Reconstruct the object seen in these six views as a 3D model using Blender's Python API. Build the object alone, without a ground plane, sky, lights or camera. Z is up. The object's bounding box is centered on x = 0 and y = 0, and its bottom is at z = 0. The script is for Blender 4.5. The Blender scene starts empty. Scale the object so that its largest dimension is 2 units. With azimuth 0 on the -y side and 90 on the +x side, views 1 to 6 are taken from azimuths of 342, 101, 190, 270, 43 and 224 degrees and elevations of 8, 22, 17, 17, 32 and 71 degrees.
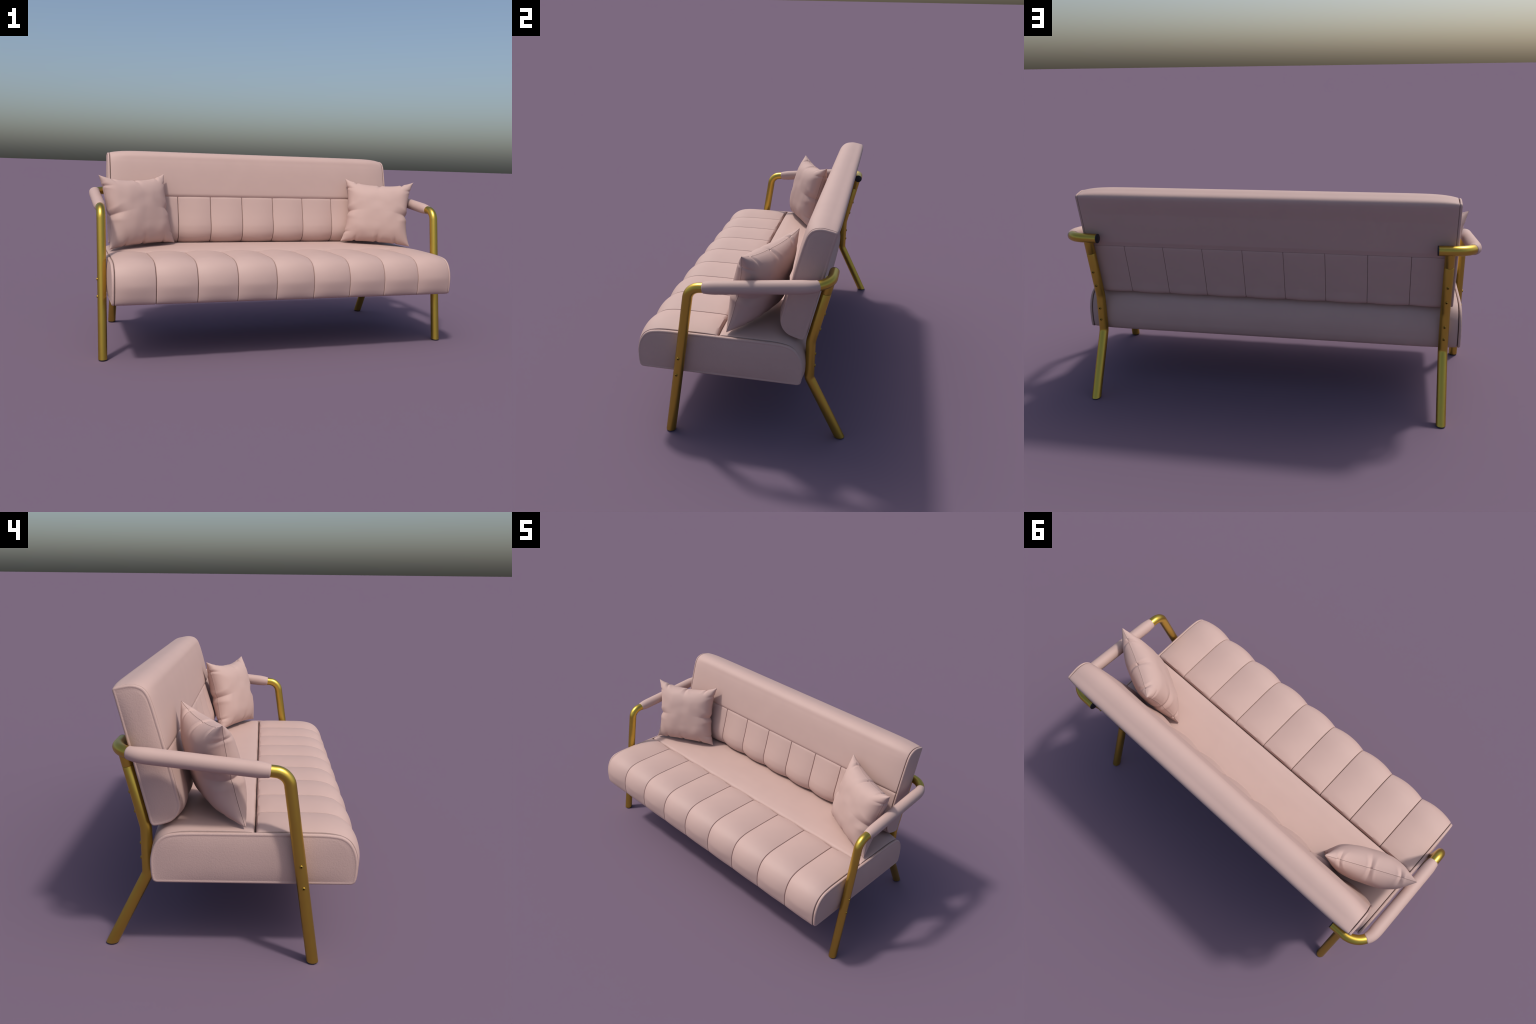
"""Three-seat sofa: blush upholstery with channel tufting on a brass tube frame, two throw pillows."""
import bpy, bmesh, math
import numpy as np
from mathutils import Vector, Matrix, noise

# ------------------------------------------------------------------ materials
def nodes_of(name):
    m = bpy.data.materials.new(name)
    m.use_nodes = True
    nt = m.node_tree
    return m, nt, nt.nodes["Principled BSDF"]


def link(nt, a, ao, b, bi):
    nt.links.new(a.outputs[ao], b.inputs[bi])


def fabric_material(name, col, grain_scale, grain, rough=0.62):
    """Soft leather-like cloth: faint tonal mottling and a fine grain in the bump."""
    m, nt, p = nodes_of(name)
    tc = nt.nodes.new("ShaderNodeTexCoord")
    n1 = nt.nodes.new("ShaderNodeTexNoise")
    n1.inputs["Scale"].default_value = 9.0
    n1.inputs["Detail"].default_value = 4.0
    link(nt, tc, "Object", n1, "Vector")
    n2 = nt.nodes.new("ShaderNodeTexNoise")
    n2.inputs["Scale"].default_value = grain_scale
    n2.inputs["Detail"].default_value = 3.0
    link(nt, tc, "Object", n2, "Vector")
    add = nt.nodes.new("ShaderNodeMath")
    add.operation = "MULTIPLY_ADD"
    add.inputs[1].default_value = 0.45
    link(nt, n2, "Fac", add, 0)
    half = nt.nodes.new("ShaderNodeMath")
    half.operation = "MULTIPLY"
    half.inputs[1].default_value = 0.55
    link(nt, n1, "Fac", half, 0)
    link(nt, half, "Value", add, 2)
    ramp = nt.nodes.new("ShaderNodeValToRGB")
    ramp.color_ramp.elements[0].position = 0.25
    ramp.color_ramp.elements[1].position = 0.75
    ramp.color_ramp.elements[0].color = (*[c * 0.97 for c in col], 1)
    ramp.color_ramp.elements[1].color = (*[min(1, c * 1.03) for c in col], 1)
    link(nt, add, "Value", ramp, "Fac")
    link(nt, ramp, "Color", p, "Base Color")
    p.inputs["Roughness"].default_value = rough
    p.inputs["Specular IOR Level"].default_value = 0.35
    bump = nt.nodes.new("ShaderNodeBump")
    bump.inputs["Strength"].default_value = grain
    bump.inputs["Distance"].default_value = 0.002
    link(nt, n2, "Fac", bump, "Height")
    link(nt, bump, "Normal", p, "Normal")
    return m


def brass_material():
    m, nt, p = nodes_of("brushed_brass")
    tc = nt.nodes.new("ShaderNodeTexCoord")
    n = nt.nodes.new("ShaderNodeTexNoise")
    n.inputs["Scale"].default_value = 30
    n.inputs["Detail"].default_value = 4
    link(nt, tc, "Object", n, "Vector")
    mr = nt.nodes.new("ShaderNodeMapRange")
    mr.inputs["To Min"].default_value = 0.32
    mr.inputs["To Max"].default_value = 0.38
    link(nt, n, "Fac", mr, "Value")
    link(nt, mr, "Result", p, "Roughness")
    p.inputs["Base Color"].default_value = (0.585, 0.412, 0.072, 1)
    p.inputs["Metallic"].default_value = 1.0
    return m


def plain_material(name, col, rough, metal=0.0):
    m, nt, p = nodes_of(name)
    tc = nt.nodes.new("ShaderNodeTexCoord")
    n = nt.nodes.new("ShaderNodeTexNoise")
    n.inputs["Scale"].default_value = 120
    link(nt, tc, "Object", n, "Vector")
    ramp = nt.nodes.new("ShaderNodeValToRGB")
    ramp.color_ramp.elements[0].color = (*[c * 0.9 for c in col], 1)
    ramp.color_ramp.elements[1].color = (*[c * 1.1 for c in col], 1)
    link(nt, n, "Fac", ramp, "Fac")
    link(nt, ramp, "Color", p, "Base Color")
    p.inputs["Roughness"].default_value = rough
    p.inputs["Metallic"].default_value = metal
    return m


BLUSH = (0.492, 0.344, 0.307)  # cloth colour lowered from the lit tops toward the shaded upright faces
FABRIC = fabric_material("blush_upholstery", BLUSH, 420, 0.10)
SIDE = fabric_material("blush_upholstery_grained", BLUSH, 185, 0.34)
PILLOW = fabric_material("blush_pillow_cloth", BLUSH, 520, 0.08, 0.7)
BRASS = brass_material()
BOLT_BRASS = plain_material("dull_bolt_brass", (0.40, 0.27, 0.05), 0.5, 1.0)  # frame brass darkened to tone down glints on the bolt heads
SEAM_SHADE = plain_material("seam_painted_shadow", (0.37, 0.258, 0.23), 0.8)  # darker blush on seam walls, painting the shadow inside the grooves
GAP_SHADE = plain_material("gap_painted_shadow", (0.10, 0.066, 0.056), 0.9)  # near-black colour for a strip modelled as the slot's deep shadow
PLASTIC = plain_material("black_plastic", (0.012, 0.014, 0.018), 0.45)
HOLE = plain_material("bolt_socket_shadowed_brass", (0.10, 0.06, 0.01), 0.5, 1.0)

# ------------------------------------------------------------------ helpers
def make(name, verts, faces, mats, parent=None, sharp=40, face_mats=None, kind=None):
    me = bpy.data.meshes.new(name)
    me.from_pydata([tuple(v) for v in verts], [], faces)
    bm = bmesh.new()
    bm.from_mesh(me)
    bmesh.ops.recalc_face_normals(bm, faces=bm.faces)
    bm.to_mesh(me)
    bm.free()
    for m in mats:
        me.materials.append(m)
    if face_mats:
        me.polygons.foreach_set("material_index", face_mats)
    me.shade_smooth()
    me.set_sharp_from_angle(angle=math.radians(sharp))
    return place(name, me, parent)


def place(name, me, parent=None):
    ob = bpy.data.objects.new(name, me)
    bpy.context.scene.collection.objects.link(ob)
    if parent:
        ob.parent = parent
    return ob


def smooth_curve(ctrl, step):
    """Centripetal-ish Catmull-Rom through control points, resampled to an even step."""
    P = np.array(ctrl, float)
    Q = np.vstack([2 * P[0] - P[1], P, 2 * P[-1] - P[-2]])
    out = []
    for i in range(1, len(Q) - 2):
        p0, p1, p2, p3 = Q[i - 1], Q[i], Q[i + 1], Q[i + 2]
        d1 = max(np.linalg.norm(p1 - p0), 1e-9) ** .5
        d2 = max(np.linalg.norm(p2 - p1), 1e-9) ** .5
        d3 = max(np.linalg.norm(p3 - p2), 1e-9) ** .5
        m1 = d2 * ((p1 - p0) / d1 - (p2 - p0) / (d1 + d2) + (p2 - p1) / d2)
        m2 = d2 * ((p2 - p1) / d2 - (p3 - p1) / (d2 + d3) + (p3 - p2) / d3)
        for t in np.linspace(0, 1, 16, endpoint=False):
            out.append((2 * t**3 - 3 * t**2 + 1) * p1 + (t**3 - 2 * t**2 + t) * m1 + (-2 * t**3 + 3 * t**2) * p2 + (t**3 - t**2) * m2)
    out.append(P[-1])
    out = np.array(out)
    L = np.concatenate([[0], np.cumsum(np.linalg.norm(np.diff(out, axis=0), axis=1))])
    n = max(2, int(round(L[-1] / step)))
    s = np.linspace(0, L[-1], n + 1)
    return np.stack([np.interp(s, L, out[:, k]) for k in range(out.shape[1])], 1)


def loop_normals(loop):
    """Outward 2D normals of a closed loop."""
    d = np.roll(loop, -1, 0) - np.roll(loop, 1, 0)
    d /= np.maximum(np.linalg.norm(d, axis=1, keepdims=True), 1e-9)
    n = np.stack([d[:, 1], -d[:, 0]], 1)
    area = np.sum(loop[:, 0] * np.roll(loop[:, 1], -1) - np.roll(loop[:, 0], -1) * loop[:, 1])
    return n if area > 0 else -n


def loft(name, stations, mats, parent=None, sharp=40, shade_bands=(0, 0)):
    """Closed loft: stations is a list of (n,3) closed rings; both ends are capped.
    `lined`: number of bands at the start and end (with the caps) that take the second material."""
    n = len(stations[0])
    verts = np.vstack(stations)
    faces = []
    for i in range(len(stations) - 1):
        a, b = i * n, (i + 1) * n
        for j in range(n):
            k = (j + 1) % n
            faces.append((a + j, a + k, b + k, b + j))
    faces.append(tuple(range(n - 1, -1, -1)))
    faces.append(tuple(range((len(stations) - 1) * n, len(stations) * n)))
    m = len(stations) - 1
    fm = [int(i < shade_bands[0] or i >= m - shade_bands[1]) for i in range(m) for _ in range(n)] + [int(shade_bands[0] > 0), int(shade_bands[1] > 0)]
    return make(name, verts, faces, mats, parent, sharp, fm if len(mats) > 1 else None)


def edge_sampling(width, inner):
    """Positions across a panel, dense by both edges where the fabric curls into the seam."""
    e = np.array([0, .0003, .0007, .0012, .0018, .0026, .004, .007])
    mid = np.linspace(.012, width - .012, inner)
    return np.concatenate([e, mid, width - e[::-1]])


def curl(d, depth, reach):
    return depth * np.clip(1 - d / reach, 0, 1) ** 2.2


def padded_panel(name, loop, bulge_w, x0, x1, dome, to3d, parent, inner=20, depth=.009, reach=.0028, mats=None, seam=1.0, sink=None, shade_bands=(1, 1)):
    """A stuffed upholstery panel: closed section `loop` swept from x0 to x1, puffed out by
    dome(x)*bulge_w along the section normals and rolled into the seams at both ends."""
    nrm = loop_normals(loop)
    w = x1 - x0
    st = []
    for d in edge_sampling(w, inner):
        x = x0 + d
        e = min(d, w - d)
        off = bulge_w * dome(x) - curl(e, depth, reach) * seam
        q = loop + nrm * off[:, None]
        if sink is not None:                       # the cushion top settles level with the side panel
            q[:, 1] -= sink(x) * np.clip((loop[:, 1] - .45) / .05, 0, 1)
        st.append(to3d(x, q))
    return loft(name, st, mats or [FABRIC, SEAM_SHADE], parent, 50, shade_bands)


def end_panel(name, loop, x_seam, x_face, to3d, parent, radius=.0075, crown=.0085, seam=1.0):
    """Side panel closing a cushion: rounded edge outside, small roll into the seam inside."""
    nrm = loop_normals(loop)
    s = 1 if x_face > x_seam else -1
    w = abs(x_face - x_seam)
    st = []
    for d, off in [(.0018, -.009), (.0019, -.005), (.0021, -.0028), (.0027, -.0013), (.0034, -.0003)]:
        st.append((d, off))
    for k in range(9):
        a = k / 8 * math.pi / 2
        st.append((w - radius + radius * math.sin(a), -radius * (1 - math.cos(a))))
    rings = []
    for d, off in st:
        sh = off * (seam if d < .005 else 1.0) * np.ones(len(loop))
        ring = to3d(x_seam, loop + nrm * sh[:, None])
        ring[:, 0] = x_seam + s * (d * (seam if d < .002 else 1.0))
        rings.append(ring)
    inner = loop + nrm * st[-1][1]
    lo, hi = inner.min(0), inner.max(0)
    mid, half = (lo + hi) / 2, (hi - lo) / 2
    for inset, dx in ((.0016, -.0002), (.0032, -.0006), (.0052, -.0008)):   # the welt stands proud of the panel
        ring = to3d(x_face, inner - nrm * inset)
        ring[:, 0] = x_face + s * dx
        rings.append(ring)
    inner = inner - nrm * .0052
    half = half - .0052
    for k in (.97, .93, .88, .82, .74, .65, .55, .44, .32, .20, .08):      # stuffing pushes the middle of the panel out
        q = mid + (inner - mid) * k
        t = np.clip(np.abs((q - mid) / half), 0, 1)
        ring = to3d(x_face, q)
        ring[:, 0] = x_face - s * .0008 + s * crown * (1 - t[:, 0] ** 4) * (1 - t[:, 1] ** 2.5)
        rings.append(ring)
    return loft(name, rings, [SIDE, SEAM_SHADE], parent, 55, (2, 0))


# ------------------------------------------------------------------ roots
sofa = bpy.data.objects.new("sofa", None)
bpy.context.scene.collection.objects.link(sofa)
sofa["label"] = "blush pink channel-tufted sofa on a gold tubular metal frame"
sofa["category"] = "sofa"

# ------------------------------------------------------------------ seat
settle = lambda x: .0020 * np.clip(1 - (SEAT_X - abs(x)) / .045, 0, 1) ** 1.5
SEAT_Y = -0.093            # the section is symmetric about this line
SEAT_X = 0.925             # seam between cushion and side panel
GAP = 0.0032               # half width of the slot between the two halves
LOW = 0.308
corner = [(.30, .5135), (.335, .511), (.357, .5025), (.371, .484), (.380, .459), (.3855, .430), (.3875, .395),
          (.3865, .352), (.384, .328), (.378, .3135), (.366, .3085)]
half_ctrl = [(GAP + .0005, .470), (GAP, .498), (GAP + .0012, .508), (GAP + .007, .5135), (.03, .5155), (.10, .517), (.20, .5165)] + \
    [(.255, .5155), (.292, .5115), (.326, .5020), (.352, .4850), (.370, .4600), (.381, .4320), (.3870, .4000), (.3872, .3650),
     (.3850, .3350), (.3790, .3140), (.3650, LOW)]


def half_loop():
    top = smooth_curve(half_ctrl, .008)
    bottom = np.stack([np.linspace(.355, .0015, 24), np.full(24, LOW)], 1)
    back = np.array([(.0008, .36), (.0008, .42), (.0012, .465)])
    return np.vstack([top, bottom, back])


def seat_weight(loop, lip):
    """How far each spot of the section may puff out: none on the underside, full on top and nose."""
    y, z = loop[:, 0], loop[:, 1]
    rise = np.clip((z - LOW - .004) / .09, 0, 1) ** .6
    near = np.clip((y - GAP) / .05, 0, 1) ** .5
    return rise * np.where(z > .47, lip + (1 - lip) * near, 1) * np.clip((y - GAP - .0008) / .0055, 0, 1)


def seat3d(side):
    return lambda x, q: np.stack([np.full(len(q), x), SEAT_Y - .0035 + side * q[:, 0] if side > 0 else SEAT_Y - .0035 - q[:, 0], q[:, 1]], 1)


loop = half_loop()
def rear_weight(loop):
    """The plain half: nearly flat by the long seam, fullest over its rear shoulder."""
    y, z = loop[:, 0], loop[:, 1]
    wall = np.clip((z - LOW + .003) / .05, 0, 1) ** .4 * (z < .505) * (y > .25)
    shoulder = np.interp(y, [GAP + .004, .05, .12, .24, .33, .39], [.12, .5, .8, .95, 1.25, 1])
    return np.where((y > .25), np.where(z < .45, wall, shoulder), shoulder * (z > .49)) * (z > LOW + .0005)


rear = padded_panel("seat_cushion", loop, .016 * rear_weight(loop), -SEAT_X, SEAT_X,
                    lambda x: 1 - abs(x / SEAT_X) ** 15, seat3d(1), sofa, inner=90, sink=settle, shade_bands=(4, 4))

PITCH = .2078
w_front = .0165 * seat_weight(loop, .5) * np.interp(loop[:, 0], [.20, .36], [.75, .92])
first = None
for i in range(9):
    c = (i - 4) * PITCH
    x0, x1 = c - PITCH / 2 + .0006, c + PITCH / 2 - .0006
    if i == 0:
        x0 = -SEAT_X
    if i == 8:
        x1 = SEAT_X
    if 0 < i < 8:
        if first is None:
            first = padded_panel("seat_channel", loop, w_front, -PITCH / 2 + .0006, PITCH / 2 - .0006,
                                 lambda x: 1 - (2 * x / PITCH) ** 2, seat3d(-1), rear)
            ob = first
        else:
            ob = place("seat_channel", first.data, rear)
        ob.location.x = c
    else:
        m, h = (x0 + x1) / 2, (x1 - x0) / 2
        padded_panel("seat_channel", loop, w_front, x0, x1, lambda x: max(0, 1 - ((x - m) / h) ** 2), seat3d(-1), rear, sink=settle, shade_bands=(4, 1) if i == 0 else (1, 4))


def seat_end_loop():
    top = smooth_curve([(0, .5135), (.10, .5135), (.20, .5130), (.255, .5122), (.292, .5092)] + half_ctrl[9:], .008)
    top[:, 1] -= np.clip((top[:, 1] - .44) / .07, 0, 1) * .0012
    left = top.copy()
    left[:, 0] *= -1
    return np.vstack([top, np.stack([np.linspace(.355, -.355, 48), np.full(48, LOW)], 1), left[::-1][:-1]])


eloop = seat_end_loop()
for s in (1, -1):
    end_panel("seat_side_panel", eloop, s * SEAT_X, s * .9405,
              lambda x, q: np.stack([np.full(len(q), x), SEAT_Y + q[:, 0], q[:, 1]], 1), rear)

shadow_strip = np.array([(-.0036, .470), (.0036, .470), (.0036, .4985), (-.0036, .4985)])
loft("gap_shadow_strip", [np.stack([np.full(4, x), SEAT_Y - .0035 + shadow_strip[:, 0], shadow_strip[:, 1]], 1) for x in (-.9245, .9245)], [GAP_SHADE], rear)

# ------------------------------------------------------------------ backrest (leaning 13 degrees)
LEAN = math.radians(13)
B0 = np.array([.288, .512])
BT = np.array([math.sin(LEAN), math.cos(LEAN)])
BN = np.array([-math.cos(LEAN), math.sin(LEAN)])
BACK_X = .8815
S_MID = .2695


def back3d(x, q):
    yz = B0 + q[:, :1] * BT + q[:, 1:] * BN
    return np.stack([np.full(len(q), x), yz[:, 0], yz[:, 1]], 1)


# section coordinates: (height along the backrest, distance in front of its rear face)
lower_ctrl = [(S_MID - .004, .112), (S_MID - .0013, .1225), (S_MID - .0032, .1275), (S_MID - .010, .1285), (S_MID - .04, .1285), (.17, .1285), (.12, .130), (.085, .129), (.052, .1215),
              (.026, .1035), (.0085, .077), (.003, .045), (.003, .012), (.006, .002), (.016, -.0035), (.06, -.004), (.16, -.004), (S_MID - .010, -.004),
              (S_MID - .0005, -.0025), (S_MID - .003, .004)]
upper_ctrl = [(S_MID + .003, .004), (S_MID + .0005, -.0025), (S_MID + .010, -.004), (.36, -.004), (.50, -.004), (.529, -.004), (.5355, -.0005), (.5372, .010), (.537, .035), (.535, .062),
              (.527, .085), (.512, .1045), (.486, .1165), (.45, .121), (.40, .123), (.34, .125), (S_MID + .03, .1265), (S_MID + .006, .1255), (S_MID + .0015, .122), (S_MID + .004, .115)]


def closed(ctrl):
    c = smooth_curve(ctrl, .007)
    a, b = c[-1], c[0]
    k = np.linspace(0, 1, 8)[1:-1, None]
    return np.vstack([c, a + (b - a) * k])


def back_weight(l, top):
    n = l[:, 1]
    front = np.clip((n + .004) / .11, 0, 1) ** 1.2
    if top:
        up = np.clip((l[:, 0] - .42) / .08, 0, 1) * np.clip((n + .03) / .045, 0, 1) ** .6
        front = front * (.45 + .55 * np.sin(math.pi / 2 * np.clip((l[:, 0] - S_MID) / .16, 0, 1)))
        return np.maximum(np.maximum(front, .15 * (l[:, 0] > S_MID + .02)), np.interp(n, [.0, .04, .06, .10], [.70, .74, .84, 1.3]) * up)
    under = np.clip((.08 - l[:, 0]) / .07, 0, 1) * .3
    return np.maximum(np.maximum(front, .06), under) * np.interp(l[:, 0], [.09, .19, S_MID - .008], [1, .55, .12])


uloop = closed(upper_ctrl)
back = padded_panel("backrest", uloop, .0150 * back_weight(uloop, True), -BACK_X + .0002, BACK_X - .0002,
                    lambda x: 1 - abs(x / BACK_X) ** 17, back3d, sofa, inner=90, shade_bands=(3, 3),
                    seam=np.clip((uloop[:, 1] + .004) / .03, .22, 1))
lloop = closed(lower_ctrl)
w_low = .0145 * back_weight(lloop, False)
BP = .1977
seam_back = np.clip((lloop[:, 1] + .004) / .03, .22, 1)      # shallow score lines on the rear face
first = None
for i in range(9):
    c = (i - 4) * BP
    if 0 < i < 8:
        if first is None:
            first = padded_panel("backrest_channel", lloop, w_low, -BP / 2 + .0006, BP / 2 - .0006,
                                 lambda x: 1 - (2 * x / BP) ** 2, back3d, back, seam=seam_back)
            ob = first
        else:
            ob = place("backrest_channel", first.data, back)
        ob.location.x = c
    else:
        x0 = -BACK_X if i == 0 else c - BP / 2 + .0006
        x1 = BACK_X if i == 8 else c + BP / 2 - .0006
        m, h = (x0 + x1) / 2, (x1 - x0) / 2
        padded_panel("backrest_channel", lloop, w_low, x0, x1, lambda x: max(0, 1 - ((x - m) / h) ** 2), back3d, back, seam=seam_back, shade_bands=(3, 1) if i == 0 else (1, 3))

end_ctrl = lower_ctrl[4:-3] + upper_ctrl[3:-4]
bend = smooth_curve(end_ctrl, .007)
bend[:, 1] = np.where(bend[:, 1] > .1, np.minimum(bend[:, 1], .1265), bend[:, 1])
for s in (1, -1):
    end_panel("backrest_side_panel", bend, s * BACK_X, s * .894, back3d, back, radius=.0070, seam=np.clip((bend[:, 1] + .004) / .03, .3, 1))

# ------------------------------------------------------------------ brass frame
R = .0228


def fillet(points, radii, steps=20):
    """Polyline with its inner corners rounded by arcs."""
    P = [Vector(p) for p in points]
    out = [P[0]]
    for a, b, c, r in zip(P, P[1:], P[2:], radii):
        u, v = (a - b).normalized(), (c - b).normalized()
        half = u.angle(v) / 2
        d = r / math.tan(half)
        centre = b + (u + v).normalized() * (r / math.sin(half))
        p, q = b + u * d, b + v * d
        e0, e1 = p - centre, q - centre
        ax, ang = e0.cross(e1).normalized(), e0.angle(e1)
        for k in range(steps + 1):
            out.append(centre + Matrix.Rotation(ang * k / steps, 3, ax) @ e0)
    out.append(P[-1])
    return out


def resample(path, step):
    P = np.array([tuple(p) for p in path])
    L = np.concatenate([[0], np.cumsum(np.linalg.norm(np.diff(P, axis=0), axis=1))])
    n = max(2, int(L[-1] / step))
    s = np.unique(np.concatenate([np.linspace(0, L[-1], n + 1)]))
    return [Vector([np.interp(x, L, P[:, k]) for k in range(3)]) for x in s], s, L[-1]


def tube(name, path, radius, mats, parent, seg=36, floor=None, caps=True, sharp=40):
    """Round tube along a path (parallel-transport frames); radius may be a list per point.
    If `floor` is given the first ring is cut level at that height."""
    n = len(path)
    rad = radius if isinstance(radius, (list, np.ndarray)) else [radius] * n
    tan = [(path[min(i + 1, n - 1)] - path[max(i - 1, 0)]).normalized() for i in range(n)]
    u = tan[0].orthogonal().normalized()
    rings = []
    for i in range(n):
        if i:
            u = tan[i - 1].rotation_difference(tan[i]) @ u
        u = (u - tan[i] * u.dot(tan[i])).normalized()
        v = tan[i].cross(u)
        ring = [path[i] + float(rad[i]) * (math.cos(a) * u + math.sin(a) * v) for a in np.linspace(0, 2 * math.pi, seg, endpoint=False)]
        if floor is not None and i == 0:
            ring = [p + tan[0] * ((floor - p.z) / tan[0].z) for p in ring]
        rings.append(np.array([tuple(p) for p in ring]))
    ob = loft(name, rings, mats, parent, sharp)
    return ob, rings


def sole(ring, parent):
    """Thin rubber glide under a leg."""
    c = ring.mean(0)
    rings = []
    for z, k in ((.0034, .975), (.0012, .975), (.0, .93)):
        r = c + (ring - c) * k
        r[:, 2] = z
        rings.append(r)
    return loft("foot_glide", rings[::-1], [PLASTIC], parent, 40)


def bolt_mesh():
    """Button-head bolt with a hexagonal socket, axis +z."""
    prof = [(.0070, -.002, 0), (.0070, .0020, 0), (.0063, .0032, 0), (.0052, .0041, 0), (.0033, .0041, 1), (.0031, .0012, 1)]
    seg, verts, faces, fm = 24, [], [], []
    for r, z, hexed in prof:
        for k in range(seg):
            a = 2 * math.pi * k / seg
            rr = r
            if hexed:
                b = (a % (math.pi / 3)) - math.pi / 6
                rr = r * math.cos(math.pi / 6) / math.cos(b) * 1.06
            verts.append((rr * math.cos(a), rr * math.sin(a), z))
    for i in range(len(prof) - 1):
        for k in range(seg):
            j = (k + 1) % seg
            faces.append((i * seg + k, i * seg + j, (i + 1) * seg + j, (i + 1) * seg + k))
            fm.append(1 if i >= 4 else 0)
    faces.append(tuple(range((len(prof) - 1) * seg, len(prof) * seg)))
    fm.append(1)
    me = bpy.data.meshes.new("bolt")
    me.from_pydata(verts, [], faces)
    me.materials.append(BOLT_BRASS)
    me.materials.append(HOLE)
    me.polygons.foreach_set("material_index", fm)
    me.shade_smooth()
    me.set_sharp_from_angle(angle=math.radians(35))
    return me


BOLT = bolt_mesh()


def bolt(pos, direction, parent):
    ob = place("bolt", BOLT, parent)
    ob.matrix_local = Matrix.Translation(pos) @ Vector(direction).to_track_quat("Z", "Y").to_matrix().to_4x4()


for s in (1, -1):
    foot, elbow, rear_corner, tip = (s * .9715, -.3215, .0), (s * .9705, -.2135, .7560), (s * .9705, .4, .8250), (s * .806, .4, .8225)
    centre = fillet([foot, elbow, rear_corner, tip], [.060, .100], 22)
    pts = [centre[0]] + [centre[0].lerp(centre[1], k) for k in (.25, .5, .75)] + centre[1:]
    pts[0].z = .0034
    arm, rings = tube("arm_frame", pts, R, [BRASS], sofa, floor=.0034)
    sole(rings[0], arm)
    # black end plug on the tube that runs behind the backrest
    cap, _ = tube("tube_plug", [Vector((s * x, .4, .8225)) for x in (.812, .8055, .8015, .8008)], [R - .002, R - .0001, R - .0001, R - .0012], [PLASTIC], arm)
    # upholstered arm pad, gathered towards both ends
    fine, dist, total = resample(fillet([elbow, rear_corner, tip], [.100], 40), .004)
    a = next(d for p, d in zip(fine, dist) if p.y > -.1505)
    b = next(d for p, d in zip(fine, dist) if p.y > .3500)
    sel = [(p, d) for p, d in zip(fine, dist) if a <= d <= b]
    prad = []
    for p, d in sel:
        q, r = d - a, b - d
        full = .0305
        grow = 1 - .18 * (1 - min(q / .055, 1)) ** 1.6 - .20 * (1 - min(r / .075, 1)) ** 1.5
        tuck = min(1, .90 + .10 * min(q, r) / .004) if min(q, r) < .004 else 1
        dent = 1 - .012 * math.exp(-((min(q, r) - .011) / .0025) ** 2)
        prad.append(full * grow * tuck * dent)
    tube("arm_pad", [p for p, _ in sel], prad, [FABRIC], arm, seg=40, sharp=60)
    # front bolts on the outer face
    for y, z in ((-.2655, .406), (-.2775, .3185)):
        bolt((s * (.971 + R - .0006), y, z), (s, 0, 0), arm)

    # rear leg: splayed foot, upright behind the seat, leaning up along the backrest
    lean_at = lambda z: .352 + .2309 * (z - .645)
    bottom, knee, shoulder, ring_at, top = (s * .856, .4745, .0), (s * .857, .318, .309), (s * .857, .318, .498), (s * .857, lean_at(.742), .742), (s * .857, lean_at(.815), .815)
    path = fillet([bottom, knee, shoulder, ring_at], [.05, .12], 12)
    end = path[-1]
    d = (path[-1] - path[-2]).normalized()
    path = [path[0]] + [path[0].lerp(path[1], k) for k in (.33, .66)] + path[1:-1] + [end - d * .0016, end - d * .0008, end]
    rad = [R] * (len(path) - 3) + [R, R - .0004, R - .0016]
    leg, rings = tube("rear_leg", path, rad, [BRASS], sofa, floor=.0034)
    sole(rings[0], leg)
    tp = Vector(top)
    tube("leg_socket", [end + d * .0001, end + d * .0009, end + d * .0018, tp], [R - .0016, R - .0004, R, R], [BRASS], leg)
    nrm = Vector((0, math.cos(math.radians(13)), -math.sin(math.radians(13))))
    for y, z in ((.3745, .640), (.357, .563)):
        c = Vector((s * .857, lean_at(z), z))
        bolt(tuple(Vector((s * .857, y, z)) - nrm * .0008), nrm, leg)
    for z in (.435, .374):
        bolt((s * .857, .318 + R - .0006, z), (0, 1, 0), leg)

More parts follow.
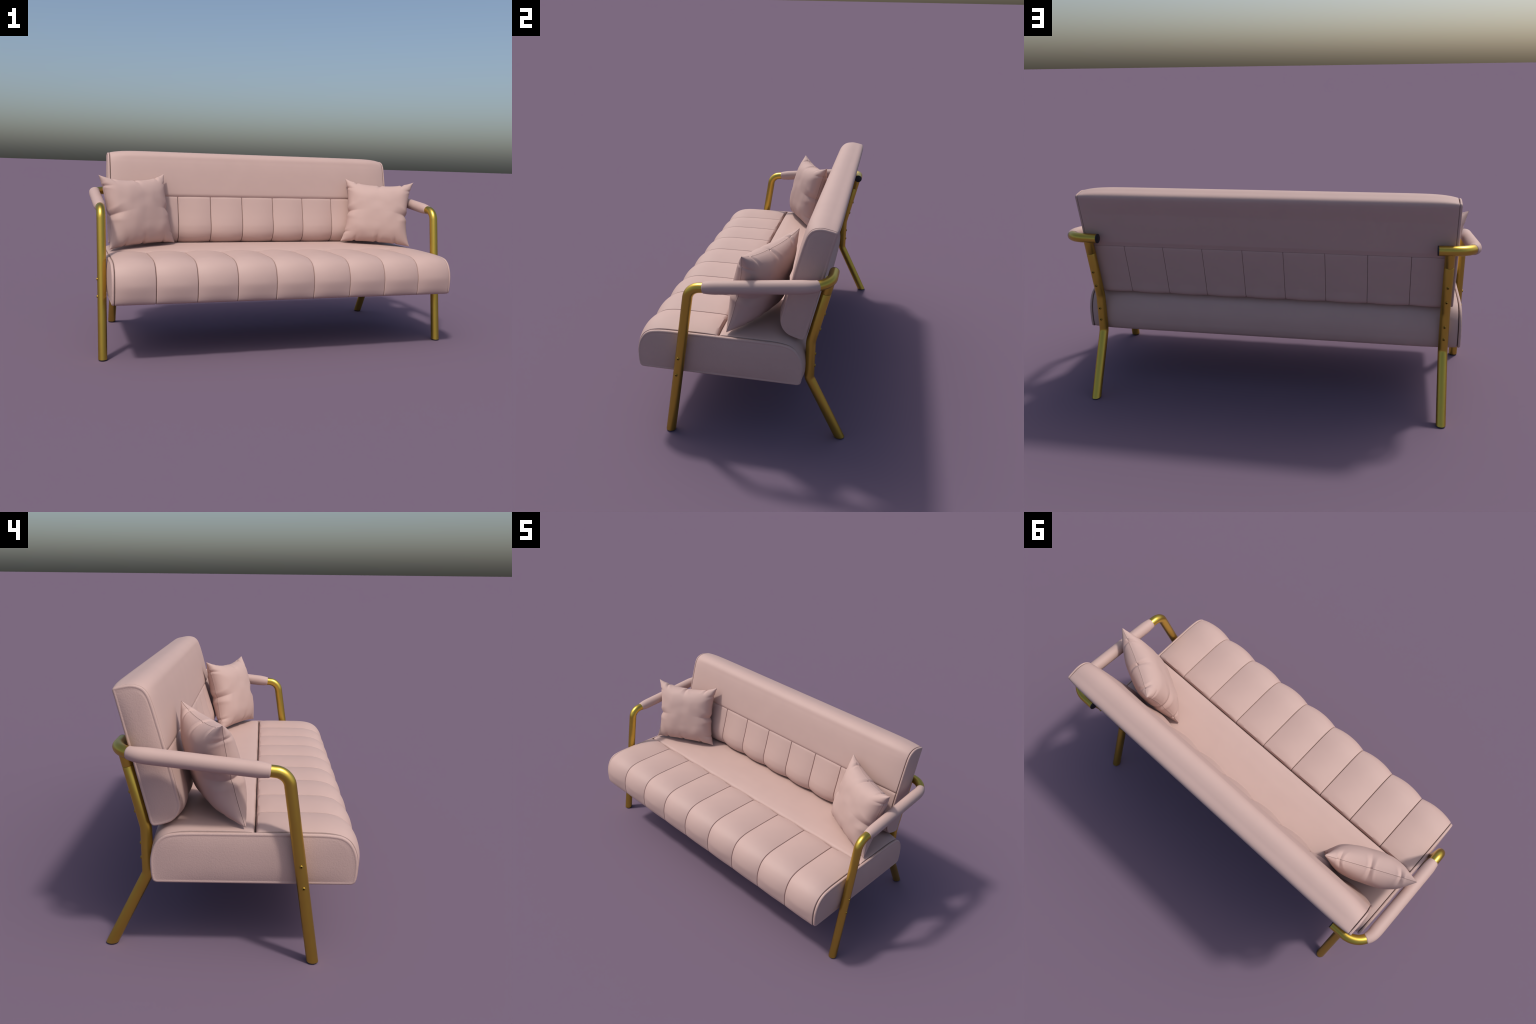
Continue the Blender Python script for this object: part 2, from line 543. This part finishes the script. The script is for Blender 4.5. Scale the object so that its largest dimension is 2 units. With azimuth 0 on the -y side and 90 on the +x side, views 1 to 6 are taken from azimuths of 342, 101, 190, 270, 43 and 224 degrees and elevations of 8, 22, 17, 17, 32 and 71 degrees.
# ------------------------------------------------------------------ throw pillows
def pillow(name, tl, tr, br, bl, mirror):
    """Square scatter cushion: two cloth faces sewn along concave edges, sharp dog-ear corners, and
    gathered puckers at the middle and near the ends of every edge."""
    tl, tr, br, bl = map(np.array, (tl, tr, br, bl))
    c = (tl + tr + br + bl) / 4
    nrm = np.cross(tr - tl + br - bl, tl - bl + tr - br)
    nrm /= np.linalg.norm(nrm)
    N = 190
    k = np.linspace(-1, 1, N + 1)
    g = .55 * k + .45 * np.sin(k * math.pi / 2)
    g[1], g[-2] = -.9993, .9993
    U, V = np.meshgrid(g, g, indexing="ij")
    H = .087

    def gather(edge, along, spots):
        """Folds running in from a seam. edge: 1 on the seam; along: position on it.
        Positive = pulled in (the crease), slightly negative = the swelling beside it."""
        out = np.zeros_like(edge)
        for pos, width, reach, amt, slant in spots:
            e = 1 - edge
            a = np.abs(along - pos - slant * e) / (width * (1 + .5 * e / reach))
            out += amt * (np.exp(-a ** 1.35) - .16 * np.exp(-((a - 2.3) / .9) ** 2)) * np.exp(-(e / reach) ** 1.6)
        return out

    spots_top = [(-.66, .030, .10, .9, .12), (.02, .034, .15, 1.1, -.10), (.67, .030, .10, .9, -.12)]
    spots_bot = [(-.60, .032, .13, .8, .1), (.03, .038, .17, .9, .1), (.58, .032, .13, .8, -.1)]
    spots_out = [(-.10, .060, .30, 1.25, .12), (.70, .028, .14, .45, 0)]
    spots_in = [(-.06, .058, .28, 1.2, .1), (-.70, .028, .14, .5, 0), (.70, .028, .14, .5, 0)]
    GV = np.where(V > 0, gather(V, U, spots_top), gather(-V, U, spots_bot))
    GU = np.where(U > 0, gather(U, V, spots_out), gather(-U, V, spots_in))
    sag_u = .145
    sag_v = np.where(V > 0, .185, .06)     # the lower edge is flattened by the seat
    X = U * (1 - sag_u * (1 - np.abs(V) ** 2.6) * np.abs(U) ** 1.5)
    Y = V * (1 - sag_v * (1 - np.abs(U) ** 2.6) * np.abs(V) ** 1.5)
    X = X - U * np.abs(U) ** 5 * .036 * GU
    Y = Y - V * np.abs(V) ** 5 * .036 * GV
    h = H * ((1 - np.abs(U) ** 2.7) * (1 - np.abs(V) ** 2.7)).clip(0) ** .51
    wob = np.array([[noise.noise((3.1 * u, 3.1 * v, 4.7)) for v in g] for u in g])
    h = np.maximum(h * (1 + .05 * wob) - .022 * (GU + GV) * (h / H).clip(0, 1) ** .7, 0)
    edge = np.maximum(np.abs(U), np.abs(V))
    tuck = np.where(edge > .9999, .0035, 0)       # the seam line is drawn in between the two faces
    sides = []
    for sgn in (1, -1):
        vol = .965 if sgn > 0 else .95 + .11 * U     # the back of the pillow is flattened where it leans
        hh = np.where(edge > .9999, 0, np.where(edge > .999, .0008, h * vol + .0008))
        Xc, Yc = X * (1 - tuck / .2), Y * (1 - tuck / .2)
        top = tl[None, None] * ((1 - Xc) / 2)[..., None] + tr[None, None] * ((1 + Xc) / 2)[..., None]
        bot = bl[None, None] * ((1 - Xc) / 2)[..., None] + br[None, None] * ((1 + Xc) / 2)[..., None]
        pos = bot * ((1 - Yc) / 2)[..., None] + top * ((1 + Yc) / 2)[..., None] + sgn * hh[..., None] * nrm
        sides.append(pos)
    verts, index = [], {}
    faces, fm = [], []
    ids = np.zeros((2, N + 1, N + 1), int)
    for s in range(2):
        for i in range(N + 1):
            for j in range(N + 1):
                border = i in (0, N) or j in (0, N)
                if s == 1 and border:
                    ids[1, i, j] = ids[0, i, j]
                else:
                    ids[s, i, j] = len(verts)
                    p = sides[s][i, j]
                    verts.append((-p[0] if mirror else p[0], p[1], p[2]))
        for i in range(N):
            for j in range(N):
                q = (ids[s, i, j], ids[s, i + 1, j], ids[s, i + 1, j + 1], ids[s, i, j + 1])
                faces.append(q if (s == 0) != mirror else q[::-1])
                fm.append(int(i in (0, N - 1) or j in (0, N - 1)))
    V3 = np.array(verts)
    base = V3.mean(0)
    base[2] = V3[:, 2].min()
    ob = make(name, V3 - base, faces, [PILLOW, SEAM_SHADE], None, 75, fm)
    ob.location = base
    ob["label"] = "square blush pink scatter cushion with pointed corners and puckered seams"
    ob["category"] = "throw pillow"
    return ob


for mirror in (False, True):
    pillow("throw_pillow", (.5815, .209, .933), (.966, .020, .9225), (.916, -.061, .527), (.53, .124, .541), mirror)
